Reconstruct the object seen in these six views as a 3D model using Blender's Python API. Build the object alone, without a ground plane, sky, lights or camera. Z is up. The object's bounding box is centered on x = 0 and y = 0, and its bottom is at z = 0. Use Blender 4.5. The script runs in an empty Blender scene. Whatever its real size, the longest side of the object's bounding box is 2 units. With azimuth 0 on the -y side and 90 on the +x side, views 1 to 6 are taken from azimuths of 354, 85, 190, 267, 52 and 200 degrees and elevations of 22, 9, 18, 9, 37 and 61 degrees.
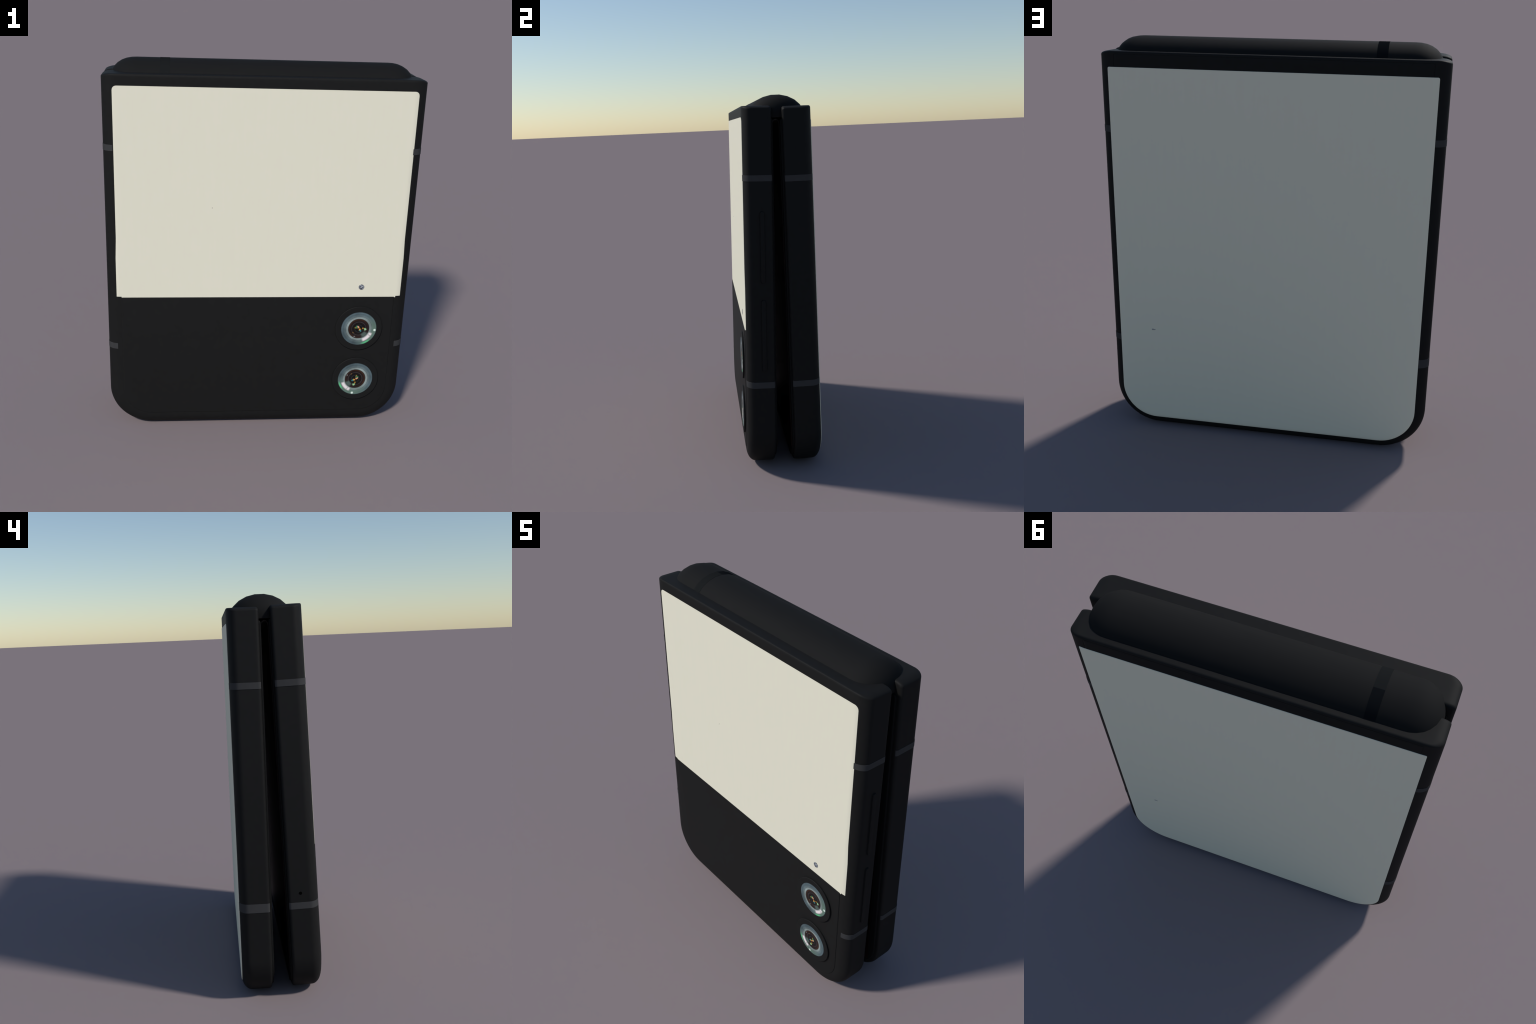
"""Folded clamshell phone standing on its lower edge: two black housings joined by a
barrel hinge at the top, pale outer panels, two camera lenses, keys and antenna bands."""
import bpy, bmesh, math
from mathutils import Vector, Matrix

# ------------------------------------------------------------------ sizes (metres)
CX = -0.004              # sideways centre of the body
HW = 0.8092              # half width of a housing
ZT = 1.936               # top of a housing
RB = 0.226               # radius of the lower corners
TH = 0.151               # thickness of a housing
EDGE_X, EDGE_W = 0.070, 0.048   # elliptic rounding between side and outer face
LEAN = math.radians(1.535)      # the camera half leans out by this angle
FRONT_UP = 0.0055        # the leaning half sits this much higher
PANEL_SHIFT = 0.0036     # the panels are centred on the frame, the body is not
PIV_Y = 0.0045           # inner face of the leaning half at its top
BACK_Y = 0.0575          # inner face of the upright half
GROOVE = 0.0755          # inset of the cover plate seam
PANEL_HALF = 0.7605

# ------------------------------------------------------------------ placement maps
def front(x, w, z):
    """depth w counted outwards from the inner face of the leaning half"""
    h = z - ZT
    return Vector((CX + x, PIV_Y - w * math.cos(LEAN) + h * math.sin(LEAN),
                   ZT + FRONT_UP + h * math.cos(LEAN) + w * math.sin(LEAN)))

def back(x, w, z):
    return Vector((CX + x, BACK_Y + w, z))

def front_local_z(z, w=TH):
    return ZT + (z - FRONT_UP - w * math.sin(LEAN) - ZT) / math.cos(LEAN)

# ------------------------------------------------------------------ shape rules
def edge_depth(d):
    """outer surface depth at a distance d inwards from the side outline"""
    if d >= EDGE_X:
        return TH
    c = 1 - max(d, 0) / EDGE_X
    return TH - EDGE_W + EDGE_W * math.sqrt(max(0, 1 - c * c))

def side_distance(x, z):
    """distance from a point of the face to the side / bottom outline"""
    ax = abs(x)
    if ax > HW - RB and z < RB:
        return RB - math.hypot(ax - (HW - RB), RB - z)
    return min(HW - ax, z)

def outline(d, top_inset, rt=0.004, arc=18, rtz=None):
    """closed loop (x, z): square-ish top corners, round lower corners, inset by d"""
    hw, zt = HW - d, ZT - top_inset
    zb = d
    rb = max(RB - d, 0.02)
    rtz = rt if rtz is None else rtz
    pts = []
    for i in range(9):                       # upper right corner
        a = math.pi / 2 * (1 - i / 8)
        pts.append((hw - rt + rt * math.cos(a), zt - rtz + rtz * math.sin(a)))
    for i in range(arc + 1):                 # lower right corner
        a = -math.pi / 2 * i / arc
        pts.append((hw - rb + rb * math.cos(a), zb + rb + rb * math.sin(a)))
    pts += [(-x, z) for x, z in reversed(pts)]
    inner = [0.735, 0.72, 0.6, 0.3, 0, -0.3, -0.6, -0.72, -0.735]
    lim = hw - rt - 0.001
    pts += [(-max(-lim + 0.002 * (x == -0.72), min(lim - 0.002 * (x == 0.72), x)), zt) for x in inner]
    return pts

# ------------------------------------------------------------------ mesh helpers
ROOT = None

def finish(name, bm, mat, parent=None, angle=32, recalc=True):
    if recalc:
        bmesh.ops.recalc_face_normals(bm, faces=bm.faces[:])
    me = bpy.data.meshes.new(name)
    bm.to_mesh(me); bm.free()
    me.shade_smooth()
    me.set_sharp_from_angle(angle=math.radians(angle))
    me.materials.append(mat)
    ob = bpy.data.objects.new(name, me)
    bpy.context.scene.collection.objects.link(ob)
    ob.parent = parent or ROOT
    return ob

def loft(bm, loops, cap_start=True, cap_end=True):
    rings = [[bm.verts.new(p) for p in lp] for lp in loops]
    n = len(rings[0])
    for a, b in zip(rings, rings[1:]):
        for i in range(n):
            bm.faces.new((a[i], a[(i + 1) % n], b[(i + 1) % n], b[i]))
    if cap_start:
        bm.faces.new(rings[0])
    if cap_end:
        bm.faces.new(rings[-1])
    return rings

def lathe(profile, seg=64):
    """surface of revolution round local z through (radius, height) points"""
    bm = bmesh.new()
    loops = [[(max(r, 1e-5) * math.cos(2 * math.pi * i / seg),
               max(r, 1e-5) * math.sin(2 * math.pi * i / seg), h) for i in range(seg)]
             for r, h in profile]
    loft(bm, loops)
    return bm

# ------------------------------------------------------------------ materials
def new_mat(name, color, rough=0.5, spec=0.5, metallic=0.0):
    m = bpy.data.materials.new(name)
    m.use_nodes = True
    b = m.node_tree.nodes["Principled BSDF"]
    b.inputs["Base Color"].default_value = (*color, 1)
    b.inputs["Roughness"].default_value = rough
    b.inputs["Specular IOR Level"].default_value = spec
    b.inputs["Metallic"].default_value = metallic
    return m, m.node_tree, b

def node(nt, kind, **kw):
    n = nt.nodes.new(kind)
    for k, v in kw.items():
        if k.startswith("in_"):
            key = k[3:]
            n.inputs[int(key) if key.isdigit() else key].default_value = v
        else:
            setattr(n, k, v)
    return n

def mth(nt, op, a, b=None, c=None, clamp=False):
    n = node(nt, "ShaderNodeMath", operation=op, use_clamp=clamp)
    for i, v in enumerate((a, b, c)):
        if v is None:
            continue
        if isinstance(v, (int, float)):
            n.inputs[i].default_value = v
        else:
            nt.links.new(v, n.inputs[i])
    return n.outputs[0]

def mix(nt, fac, a, b):
    n = node(nt, "ShaderNodeMix", data_type="RGBA")
    for sock, v in ((n.inputs[0], fac), (n.inputs[6], a), (n.inputs[7], b)):
        if isinstance(v, (int, float)):
            sock.default_value = v
        elif isinstance(v, tuple):
            sock.default_value = (*v, 1)
        else:
            nt.links.new(v, sock)
    return n.outputs[2]

def ramp(nt, fac, stops, interp="LINEAR"):
    n = node(nt, "ShaderNodeValToRGB")
    cr = n.color_ramp
    cr.interpolation = interp
    while len(cr.elements) < len(stops):
        cr.elements.new(0.5)
    for e, (p, c) in zip(cr.elements, stops):
        e.position = p
        e.color = (*c, 1)
    nt.links.new(fac, n.inputs[0])
    return n.outputs[0]

def grained(name, color, vary, scale, stretch=(1, 1, 1), rough=0.5, spec=0.5, bump=0.0):
    """plain colour with a little stretched grain"""
    m, nt, b = new_mat(name, color, rough, spec)
    tc = node(nt, "ShaderNodeTexCoord")
    mp = node(nt, "ShaderNodeMapping", in_Scale=stretch)
    nt.links.new(tc.outputs["Object"], mp.inputs[0])
    nz = node(nt, "ShaderNodeTexNoise", in_Scale=scale, in_Detail=4.0)
    nt.links.new(mp.outputs[0], nz.inputs["Vector"])
    lo = tuple(c * (1 - vary) for c in color)
    hi = tuple(min(1, c * (1 + vary)) for c in color)
    nt.links.new(ramp(nt, nz.outputs["Fac"], [(0.3, lo), (0.7, hi)]), b.inputs["Base Color"])
    if bump:
        bp = node(nt, "ShaderNodeBump", in_Strength=bump, in_Distance=0.002)
        nt.links.new(nz.outputs["Fac"], bp.inputs["Height"])
        nt.links.new(bp.outputs[0], b.inputs["Normal"])
    return m

M_BODY = grained("black_satin_metal", (0.0121, 0.0120, 0.0118), 0.05, 40, rough=0.6, spec=0.09)
M_COVER = grained("black_cover_glass", (0.0121, 0.0120, 0.0118), 0.05, 30, rough=0.6, spec=0.09)
M_PANEL = grained("cream_panel", (0.780, 0.746, 0.604), 0.004, 9, (6, 6, 0.7), rough=0.7, spec=0.08)
M_BAND = grained("grey_antenna_plastic", (0.046, 0.046, 0.047), 0.03, 30, rough=0.7, spec=0.08)
M_HINGE = grained("black_hinge_metal", (0.0108, 0.0107, 0.0106), 0.03, 40, (0.3, 1, 1), rough=0.80, spec=0.10)
M_STRIPE_LIGHTENED = grained("hinge_stripe_lightened_front", (0.0135, 0.0145, 0.0150), 0.03, 40, rough=0.9, spec=0.0)  # same stripe, lighter tone over the front of the barrel
M_STRIPE_DARKENED = grained("hinge_stripe_darkened_rear", (0.0082, 0.0092, 0.0105), 0.03, 40, rough=0.9, spec=0.0)  # rear of that stripe, darker tone to match its near-black look from behind
M_LIP = grained("black_screen_bezel", (0.010, 0.010, 0.010), 0.03, 30, rough=0.7, spec=0.05)
M_HOLE = grained("dark_hole", (0.002, 0.002, 0.002), 0.0, 30, rough=0.9, spec=0.0)
M_PIN = grained("grey_pin_hole", (0.12, 0.12, 0.11), 0.0, 30, rough=0.9, spec=0.0)
M_MARK = grained("grey_mark", (0.34, 0.34, 0.32), 0.05, 40, rough=0.7, spec=0.1)

# inner folding screen: near black with dim red-brown patches
M_SCREEN, nt, b = new_mat("dim_inner_screen", (0.004, 0.002, 0.002), 0.5, 0.2)
tc = node(nt, "ShaderNodeTexCoord")
nz = node(nt, "ShaderNodeTexNoise", in_Scale=2.2, in_Detail=2.0)
nt.links.new(tc.outputs["Object"], nz.inputs["Vector"])
nt.links.new(ramp(nt, nz.outputs["Fac"], [(0.45, (0.0015, 0.0010, 0.0010)), (0.7, (0.012, 0.0025, 0.0015))]),
             b.inputs["Base Color"])

# flash lamp: grey speckle
M_FLASH, nt, b = new_mat("flash_speckle", (0.1, 0.1, 0.12), 0.5, 0.3)
tc = node(nt, "ShaderNodeTexCoord")
vz = node(nt, "ShaderNodeTexVoronoi", in_Scale=150.0)
nt.links.new(tc.outputs["Object"], vz.inputs["Vector"])
nt.links.new(ramp(nt, vz.outputs["Distance"], [(0.1, (0.04, 0.045, 0.06)), (0.45, (0.10, 0.11, 0.13)), (0.7, (0.40, 0.42, 0.45))]),
             b.inputs["Base Color"])

def lens_material():
    """concentric rings of a camera lens with reflections painted in by radius and angle"""
    m, nt, b = new_mat("lens_painted_glints", (0.1, 0.1, 0.1), 0.4, 0.25)
    tc = node(nt, "ShaderNodeTexCoord")
    sp = node(nt, "ShaderNodeSeparateXYZ")
    nt.links.new(tc.outputs["Object"], sp.inputs[0])
    x, y = sp.outputs[0], sp.outputs[1]
    r = mth(nt, "DIVIDE", mth(nt, "SQRT", mth(nt, "ADD", mth(nt, "MULTIPLY", x, x), mth(nt, "MULTIPLY", y, y))), 0.0985)
    ang = mth(nt, "DIVIDE", mth(nt, "ARCTAN2", y, x), math.pi)        # -1 .. 1, 0 at +x
    base = ramp(nt, r, [
        (0.00, (0.010, 0.008, 0.008)), (0.19, (0.005, 0.005, 0.005)), (0.225, (0.035, 0.042, 0.046)),
        (0.25, (0.006, 0.005, 0.005)), (0.33, (0.012, 0.009, 0.008)), (0.36, (0.005, 0.004, 0.004)),
        (0.405, (0.070, 0.052, 0.052)), (0.43, (0.008, 0.006, 0.006)), (0.47, (0.030, 0.018, 0.016)),
        (0.49, (0.010, 0.007, 0.006)), (0.545, (0.075, 0.028, 0.015)), (0.58, (0.022, 0.014, 0.012)),
        (0.605, (0.20, 0.24, 0.23)), (0.64, (0.44, 0.52, 0.50)), (0.67, (0.24, 0.30, 0.29)),
        (0.70, (0.34, 0.40, 0.39)), (0.725, (0.11, 0.145, 0.15)), (0.76, (0.15, 0.20, 0.21)),
        (0.88, (0.085, 0.125, 0.140)), (0.96, (0.115, 0.165, 0.185)), (1.00, (0.03, 0.04, 0.045))])
    # uneven sheen painted round the rings with noise
    nz = node(nt, "ShaderNodeTexNoise", in_Scale=14.0, in_Detail=3.0)
    nt.links.new(tc.outputs["Object"], nz.inputs["Vector"])
    shade = ramp(nt, nz.outputs["Fac"], [(0.3, (0.50, 0.50, 0.50)), (0.7, (1.10, 1.10, 1.10))])
    mul = node(nt, "ShaderNodeMix", data_type="RGBA", blend_type="MULTIPLY", in_0=1.0)
    nt.links.new(base, mul.inputs[6]); nt.links.new(shade, mul.inputs[7])
    base = mul.outputs[2]
    # wobbly coordinates so that the painted glints are irregular
    nw = node(nt, "ShaderNodeTexNoise", in_Scale=95.0, in_Detail=2.0)
    nt.links.new(tc.outputs["Object"], nw.inputs["Vector"])
    ns = node(nt, "ShaderNodeSeparateXYZ")
    nt.links.new(nw.outputs["Color"], ns.inputs[0])
    wx = mth(nt, "ADD", x, mth(nt, "MULTIPLY", mth(nt, "SUBTRACT", ns.outputs[0], 0.5), 0.022))
    wy = mth(nt, "ADD", y, mth(nt, "MULTIPLY", mth(nt, "SUBTRACT", ns.outputs[1], 0.5), 0.022))

    def window(v, c, w, soft):
        d = mth(nt, "ABSOLUTE", mth(nt, "SUBTRACT", v, c))
        n = node(nt, "ShaderNodeMapRange", interpolation_type="SMOOTHSTEP")
        nt.links.new(d, n.inputs[0])
        n.inputs[1].default_value = w + soft
        n.inputs[2].default_value = max(w - soft, 0)
        n.inputs[3].default_value = 0
        n.inputs[4].default_value = 1
        return n.outputs[0]

    def spot(cx, cy, rad, soft, px_=wx, py_=wy):
        dx, dy = mth(nt, "SUBTRACT", px_, cx * 0.0985), mth(nt, "SUBTRACT", py_, cy * 0.0985)
        d = mth(nt, "SQRT", mth(nt, "ADD", mth(nt, "MULTIPLY", dx, dx), mth(nt, "MULTIPLY", dy, dy)))
        return window(d, 0, rad * 0.0985, soft * 0.0985)

    def arc(a0, aw, asoft, r0, rw, rsoft):
        return mth(nt, "MULTIPLY", window(ang, a0, aw, asoft), window(r, r0, rw, rsoft))

    col = base
    # rim duller and warm inner rings darker on one side
    col = mix(nt, mth(nt, "MULTIPLY", arc(-0.08, 0.42, 0.22, 0.655, 0.05, 0.02), 0.7), col, (0.15, 0.20, 0.18))
    col = mix(nt, mth(nt, "MULTIPLY", arc(-0.15, 0.40, 0.22, 0.54, 0.045, 0.02), 0.8), col, (0.014, 0.010, 0.011))
    # broad green tint over one side of the outer ring
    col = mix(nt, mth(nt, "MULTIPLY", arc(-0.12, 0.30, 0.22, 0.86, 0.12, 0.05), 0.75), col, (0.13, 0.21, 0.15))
    # dim blue-grey sector over the inner rings, then highlights drawn as pale, green and white patches
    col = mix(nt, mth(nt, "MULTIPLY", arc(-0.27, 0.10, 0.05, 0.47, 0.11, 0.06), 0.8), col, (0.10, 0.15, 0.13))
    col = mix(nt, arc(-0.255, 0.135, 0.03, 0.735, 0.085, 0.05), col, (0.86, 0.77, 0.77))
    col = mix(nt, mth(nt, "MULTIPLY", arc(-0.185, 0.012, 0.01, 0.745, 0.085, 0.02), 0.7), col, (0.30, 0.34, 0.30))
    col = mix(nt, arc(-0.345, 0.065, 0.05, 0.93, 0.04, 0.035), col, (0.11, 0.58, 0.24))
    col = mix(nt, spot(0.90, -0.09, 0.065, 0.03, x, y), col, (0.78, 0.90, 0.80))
    # coloured glints of the inner elements, put in as spots of base colour
    for cx, cy, rad, c in ((-0.03, 0.09, 0.070, (0.85, 0.42, 0.24)), (0.06, -0.04, 0.062, (0.90, 0.40, 0.05)),
                           (0.10, -0.13, 0.060, (0.05, 0.34, 0.36)), (-0.11, 0.16, 0.048, (0.05, 0.30, 0.13)),
                           (-0.20, 0.04, 0.032, (0.45, 0.28, 0.03)), (-0.14, 0.07, 0.036, (0.07, 0.26, 0.10)),
                           (0.24, 0.00, 0.045, (0.72, 0.36, 0.04)), (0.36, -0.04, 0.070, (0.34, 0.60, 0.30)),
                           (-0.30, -0.22, 0.022, (0.30, 0.16, 0.04)), (-0.22, -0.48, 0.024, (0.5, 0.5, 0.5))):
        col = mix(nt, spot(cx, cy, rad * 0.78, 0.035), col, c)
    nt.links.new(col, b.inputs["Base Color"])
    return m

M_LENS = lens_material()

# ------------------------------------------------------------------ the thing
ROOT = bpy.data.objects.new("folding_phone", None)
bpy.context.scene.collection.objects.link(ROOT)
ROOT["label"] = "folded black clamshell phone with cream panels and two cameras"
ROOT["category"] = "phone"

# ------------------------------------------------------------------ housings
SEAM_TOP = 0.0125        # distance of the rear cover seam from the top edge

def housing_profile(seam):
    """(inset from side, inset from top, depth) from the inner face outwards;
    ends in a shallow seat for the cover if seam is set, else in the flat outer face"""
    prof = [(0.100, 0.070, 0.0)]
    for i in range(6):
        a = math.pi / 2 * i / 5
        prof.append((0.014 * (1 - math.sin(a)), 0.012 * (1 - math.sin(a)), 0.014 * (1 - math.cos(a))))
    prof.append((0, 0, 0.022))
    prof.append((0, 0, TH - EDGE_W - 0.006))
    tb = 0.010 if seam else 0.007
    for t in range(0, 81, 8):
        d = EDGE_X * (1 - math.cos(math.radians(t)))
        w = edge_depth(d)
        s = min(1, max(0, (w - (TH - tb)) / tb))
        if d < GROOVE - 0.004:
            prof.append((d, tb * (1 - math.sqrt(max(0, 1 - s * s))), w))
    w = edge_depth(GROOVE)
    if seam:
        prof += [(GROOVE, SEAM_TOP, w), (GROOVE + 0.0004, SEAM_TOP + 0.0004, w - 0.0012),
                 (GROOVE + 0.012, SEAM_TOP + 0.013, w - 0.0012)]
    else:
        prof += [(GROOVE, SEAM_TOP, w), (GROOVE + 0.016, 0.030, TH)]
    return prof

def corner(d):
    """elliptic upper corner (width, height) of a housing loop"""
    return dict(rt=max(0.048 - 0.5 * d, 0.004), rtz=max(0.018 - 0.2 * d, 0.003))

for place, seam, lip in ((front, False, 0.0080), (back, True, 0.0100)):
    bm = bmesh.new()
    loft(bm, [[place(x, w, z) for x, z in outline(d, t, **corner(d))] for d, t, w in housing_profile(seam)])
    finish("housing", bm, M_BODY, angle=40)
    # raised bezel round the inner screen
    bm = bmesh.new()
    loft(bm, [[place(x, w, z) for x, z in outline(d, t, rt=0.012)] for d, t, w in
              ((0.024, 0.064, 0.001), (0.024, 0.064, -0.5 * lip), (0.0265, 0.0665, -0.9 * lip), (0.031, 0.072, -lip))])
    finish("screen_bezel", bm, M_LIP)

# rear cover plate, set in a narrow seam
g = GROOVE + 0.0012
gw = edge_depth(g)
bm = bmesh.new()
loft(bm, [[back(x, w, z) for x, z in outline(d, t, rt=0.006)] for d, t, w in
          ((g, SEAM_TOP + 0.0018, gw - 0.0011), (g, SEAM_TOP + 0.0018, gw - 0.0003),
           (g + 0.0005, SEAM_TOP + 0.0023, gw), (g + 0.016, SEAM_TOP + 0.016, TH))])
finish("rear_cover", bm, M_COVER, angle=40)

# camera cover: black glass over the lower part of the leaning half, slightly proud
cover_top = ZT - front_local_z(0.784)
bm = bmesh.new()
loft(bm, [[front(x, w, z) for x, z in outline(d, cover_top + d - GROOVE, rt=0.002)] for d, w in
          ((GROOVE, TH - 0.004), (GROOVE, TH + 0.0012), (GROOVE + 0.0012, TH + 0.0022), (GROOVE + 0.004, TH + 0.0026))])
finish("camera_cover", bm, M_COVER, angle=40)

# ------------------------------------------------------------------ cream panels
def rear_panel():
    bm = bmesh.new()
    loops = []
    top0 = ZT - 1.8635
    d0 = HW - PANEL_HALF - 0.001
    for k, (dd, lift) in enumerate(((0, -0.003), (0, 0.0012), (0.0012, 0.002), (0.007, 0.002), (0.015, 0.002),
                                    (0.024, 0.002), (0.032, 0.002), (0.042, 0.002))):
        lp = []
        for x, z in outline(d0 + dd, top0 + dd, rt=0.008):
            x += PANEL_SHIFT
            w = edge_depth(side_distance(x, z)) + lift
            lp.append(back(x, w, z))
        loops.append(lp)
    loft(bm, loops)
    return finish("outer_panel", bm, M_PANEL)

def front_panel():
    zt, zb, zstep, r = front_local_z(1.8895), front_local_z(0.781), front_local_z(1.005), 0.022
    us = [0, .15, .3, .45, .6, .75, .86, .92, .945, .9655, .967, .974, .982, .988, .992, .995, .998, 1]
    us = [-u for u in reversed(us[1:])] + us
    ts = [0, .002, .02, .1, .3, .5, .7, .7985, .7995, .9, .995, 1]
    def point(u, t, lift):
        z = zt + (zb - zt) * t
        half = PANEL_HALF - 0.002 + (0.004 if z < zstep else 0)
        x = u * half
        e = abs(x) - (half - r)
        if e > 0:                                  # round upper corner
            z -= (r - math.sqrt(max(0, r * r - e * e))) * (1 - t) ** 8
        if abs(u) >= .967:                         # narrow strips end a little higher
            z += 0.008 * max(0, (t - .9) / .1)
        x += PANEL_SHIFT
        w = edge_depth(HW - abs(x)) + lift
        return front(x, w, z)
    bm = bmesh.new()
    grid = [[bm.verts.new(point(u, t, 0.0004)) for u in us] for t in ts]
    for a, b_ in zip(grid, grid[1:]):
        for i in range(len(us) - 1):
            bm.faces.new((a[i], a[i + 1], b_[i + 1], b_[i]))
    rim = [(u, ts[0]) for u in us] + [(us[-1], t) for t in ts[1:]] + \
          [(u, ts[-1]) for u in reversed(us[:-1])] + [(us[0], t) for t in reversed(ts[1:-1])]
    topv = grid[0] + [g[-1] for g in grid[1:]] + list(reversed(grid[-1][:-1])) + [g[0] for g in reversed(grid[1:-1])]
    low = [bm.verts.new(point(u, t, -0.003)) for u, t in rim]
    n = len(rim)
    for i in range(n):
        bm.faces.new((topv[i], topv[(i + 1) % n], low[(i + 1) % n], low[i]))
    return finish("outer_panel", bm, M_PANEL)

front_panel()
rear_panel()

# ------------------------------------------------------------------ hinge barrel
HX = -0.006
HY, HZ, HA, HB = 0.041, 1.882, 0.151, 0.1185     # centre and half axes of the barrel
HEND, HCAP = 0.640, 0.135                        # straight half length, length of a round end

def barrel_half(x):
    t = max(0, (abs(x) - HEND) / HCAP)
    return max(0, 1 - min(t, 1) ** 2.25) ** (1 / 2.25)

def barrel_loop(x, grow=0.0, seg=11, s=None):
    s = barrel_half(x) if s is None else s
    return [Vector((HX + x, HY + (HA + grow) * s * math.cos(math.pi * i / seg),
                    HZ + (HB + grow) * s * math.sin(math.pi * i / seg))) for i in range(seg + 1)]

bm = bmesh.new()
stations = [HEND + HCAP * math.sin(math.radians(a)) for a in (0, 11, 22, 33, 45, 56, 67, 77, 84, 89)]
xs = [-x for x in reversed(stations)] + [-0.3, 0, 0.3] + stations
loft(bm, [barrel_loop(x) for x in xs])
hinge = finish("hinge", bm, M_HINGE, angle=50)

def hinge_stripe(i0, i1, mat):
    """thin band over part of the barrel's round, between profile steps i0 and i1"""
    def arc(x, grow):
        return barrel_loop(x, grow)[i0:i1 + 1]
    bm = bmesh.new()
    loft(bm, [arc(x, 0.0007) + list(reversed(arc(x, -0.003))) for x in (-0.5240, -0.4750)])
    finish("hinge_stripe", bm, mat, parent=hinge, angle=50)

hinge_stripe(0, 5, M_STRIPE_DARKENED)
hinge_stripe(5, 11, M_STRIPE_LIGHTENED)

# ------------------------------------------------------------------ folded inner screen
def screen_path():
    """(y, z) pairs down the inside of the leaning half, over the fold and down the other"""
    pts = []
    off, off_back = 0.0086, 0.0113
    for i in range(9):
        z = 0.12 + (1.84 - 0.12) * i / 8
        p = front(0, -off, z)
        pts.append((p.y, p.z))
    y0, y1 = pts[-1][0], BACK_Y - off_back
    c, r = (y0 + y1) / 2, (y1 - y0) / 2
    for i in range(1, 8):
        a = math.pi * (1 - i / 8)
        pts.append((c + r * math.cos(a), pts[8][1] + r * 1.6 * math.sin(a)))
    for i in range(9):
        pts.append((y1, 1.84 - (1.84 - 0.12) * i / 8))
    return pts

path = screen_path()
loops = []
for i, (y, z) in enumerate(path):
    a, b_ = path[max(i - 1, 0)], path[min(i + 1, len(path) - 1)]
    ty, tz = b_[0] - a[0], b_[1] - a[1]
    ln = math.hypot(ty, tz)
    ny, nz_ = -tz / ln * 0.002, ty / ln * 0.002
    loops.append([Vector((CX + sx * 0.745, y + k * ny, z + k * nz_)) for sx, k in ((-1, 1), (1, 1), (1, -1), (-1, -1))])
bm = bmesh.new()
loft(bm, loops)
finish("inner_screen", bm, M_SCREEN)

# ------------------------------------------------------------------ antenna bands
def antenna_band(place, sign, z, height):
    """thin strip that wraps the side wall from the inner edge round to the panel"""
    sect = []
    for i in range(4):
        a = math.pi / 2 * (0.35 + 0.65 * i / 3)
        sect.append((0.014 * (1 - math.sin(a)), 0.014 * (1 - math.cos(a))))
    sect.append((0, TH - EDGE_W))
    for t in range(8, 57, 6):
        d = EDGE_X * (1 - math.cos(math.radians(t)))
        sect.append((d, edge_depth(d)))
    sect.append((0.0505, edge_depth(0.0505)))
    def shifted(k):
        out = []
        for i, (d, w) in enumerate(sect):
            a, b_ = sect[max(i - 1, 0)], sect[min(i + 1, len(sect) - 1)]
            td, tw = b_[0] - a[0], b_[1] - a[1]
            ln = math.hypot(td, tw)
            out.append((d - k * tw / ln, w + k * td / ln))
        return out
    ring = shifted(0.0014) + list(reversed(shifted(-0.004)))
    bm = bmesh.new()
    loft(bm, [[place(sign * (HW - d), w, zz) for d, w in ring] for zz in (z - height / 2, z + height / 2)])
    finish("antenna_band", bm, M_BAND)

for sign in (1, -1):
    antenna_band(front, sign, front_local_z(1.5815, 0.05), 0.031)
    antenna_band(front, sign, front_local_z(0.4965, 0.05), 0.033)
    antenna_band(back, sign, 1.5745, 0.031)
    antenna_band(back, sign, 0.4935, 0.032 if sign > 0 else 0.044)

# ------------------------------------------------------------------ side keys
def side_key(name, z0, z1):
    z0, z1 = front_local_z(z0, 0.055), front_local_z(z1, 0.055)
    hw, wc = 0.0115, 0.0555
    bm = bmesh.new()
    loops = []
    for grow, xx in ((0, -0.006), (0, 0.0050), (-0.0012, 0.0072), (-0.0035, 0.0080)):
        rr, lp = hw + grow, []
        for i in range(13):
            a = math.pi * i / 12
            lp.append(front(HW + xx, wc + rr * math.cos(a), z1 - hw + rr * math.sin(a)))
        for i in range(13):
            a = math.pi + math.pi * i / 12
            lp.append(front(HW + xx, wc + rr * math.cos(a), z0 + hw + rr * math.sin(a)))
        loops.append(lp)
    loft(bm, loops)
    finish(name, bm, M_BODY)

side_key("volume_key", 1.042, 1.414)
side_key("power_key", 0.572, 0.954)

# ------------------------------------------------------------------ things set on the outer faces
def seat(place, x, z, w=TH, twist=0.0):
    """matrix whose local z points out of the outer face at (x, z)"""
    o = place(x, w, z)
    out = (place(x, w + 1, z) - o).normalized()
    up = (place(x, w, z + 1) - o).normalized()
    side = up.cross(out)
    m = Matrix((side, up, out)).transposed().to_4x4()
    m.translation = o
    return m @ Matrix.Rotation(twist, 4, "Z")

def shared_part(name, src, matrix, parent=None):
    ob = src.copy()
    ob.name = name
    bpy.context.scene.collection.objects.link(ob)
    ob.parent = parent or ROOT
    ob.matrix_local = matrix
    return ob

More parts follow.
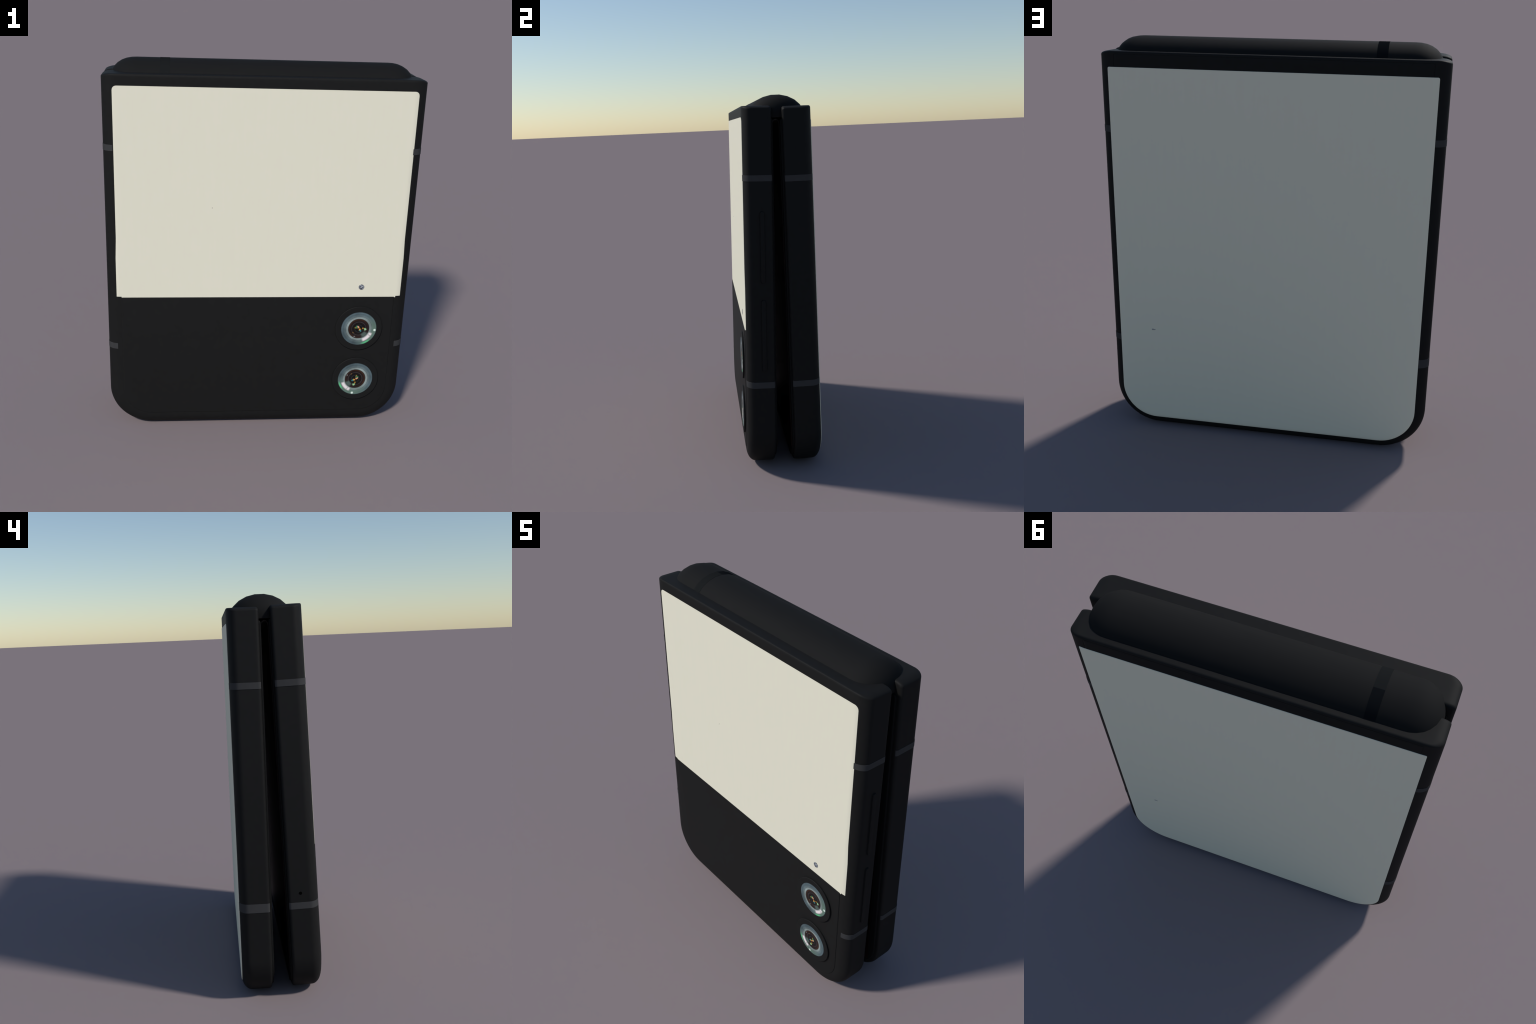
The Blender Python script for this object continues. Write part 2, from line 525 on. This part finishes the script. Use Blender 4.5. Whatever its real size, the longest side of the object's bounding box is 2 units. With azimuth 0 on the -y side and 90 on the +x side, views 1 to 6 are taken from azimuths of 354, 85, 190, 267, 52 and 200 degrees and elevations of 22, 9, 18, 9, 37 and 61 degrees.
RING_H = 0.0115
ring_src = finish("camera_ring", lathe([(0.1305, -0.004), (0.1305, RING_H - 0.002), (0.1285, RING_H),
                                        (0.1000, RING_H), (0.0995, RING_H - 0.0015), (0.02, RING_H - 0.0015)], 96), M_COVER)
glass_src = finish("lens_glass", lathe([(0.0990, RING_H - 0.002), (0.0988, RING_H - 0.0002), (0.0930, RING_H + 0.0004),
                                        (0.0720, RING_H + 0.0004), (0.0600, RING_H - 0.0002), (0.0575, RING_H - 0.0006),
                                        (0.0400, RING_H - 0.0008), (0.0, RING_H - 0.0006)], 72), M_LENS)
for i, (x, z, tw) in enumerate(((0.547, 0.5985, 0.0), (0.5505, 0.2875, math.radians(-92)))):
    m = seat(front, x - CX, front_local_z(z), TH, tw)
    if i == 0:
        ring, glass = ring_src, glass_src
        ring.matrix_local = m
    else:
        ring = shared_part("camera_ring", ring_src, m)
        glass = shared_part("lens_glass", glass_src, Matrix.Identity(4), ring)
    glass.parent = ring
    glass.matrix_local = Matrix.Identity(4)

flash = finish("flash_lamp", lathe([(0.0155, -0.002), (0.0155, 0.0014), (0.0148, 0.0018), (0.0, 0.0018)], 32), M_FLASH)
flash.matrix_local = seat(front, 0.545 - CX, front_local_z(0.8405))

pin = finish("pin_hole", lathe([(0.0018, -0.002), (0.0018, 0.0010), (0.0, 0.0010)], 16), M_PIN)
pin.matrix_local = seat(front, -0.2665 - CX, front_local_z(1.2805))

# microphone hole in the side wall of the camera half
o = front(-HW, 0.0605, front_local_z(0.5595, 0.06))
mic = finish("microphone_hole", lathe([(0.0078, -0.004), (0.0078, 0.0008), (0.0068, 0.0010), (0.0, 0.0010)], 24), M_HOLE)
mic.matrix_local = Matrix.Translation(o) @ Matrix.Rotation(-math.pi / 2, 4, "Y")

# small wedge-shaped mark on the rear panel
bm = bmesh.new()
wedge = [(-0.0105, 0.0006), (0.0035, 0.0045), (0.0095, 0.0040), (0.0108, 0.0010), (0.0102, -0.0028), (-0.0040, -0.0022), (-0.0100, -0.0004)]
loft(bm, [[(-x, y, h) for x, y in wedge] for h in (0.0, 0.0028)])
mark = finish("logo_mark", bm, M_MARK)
mark.matrix_local = seat(back, 0.5815 - CX, 0.5520)
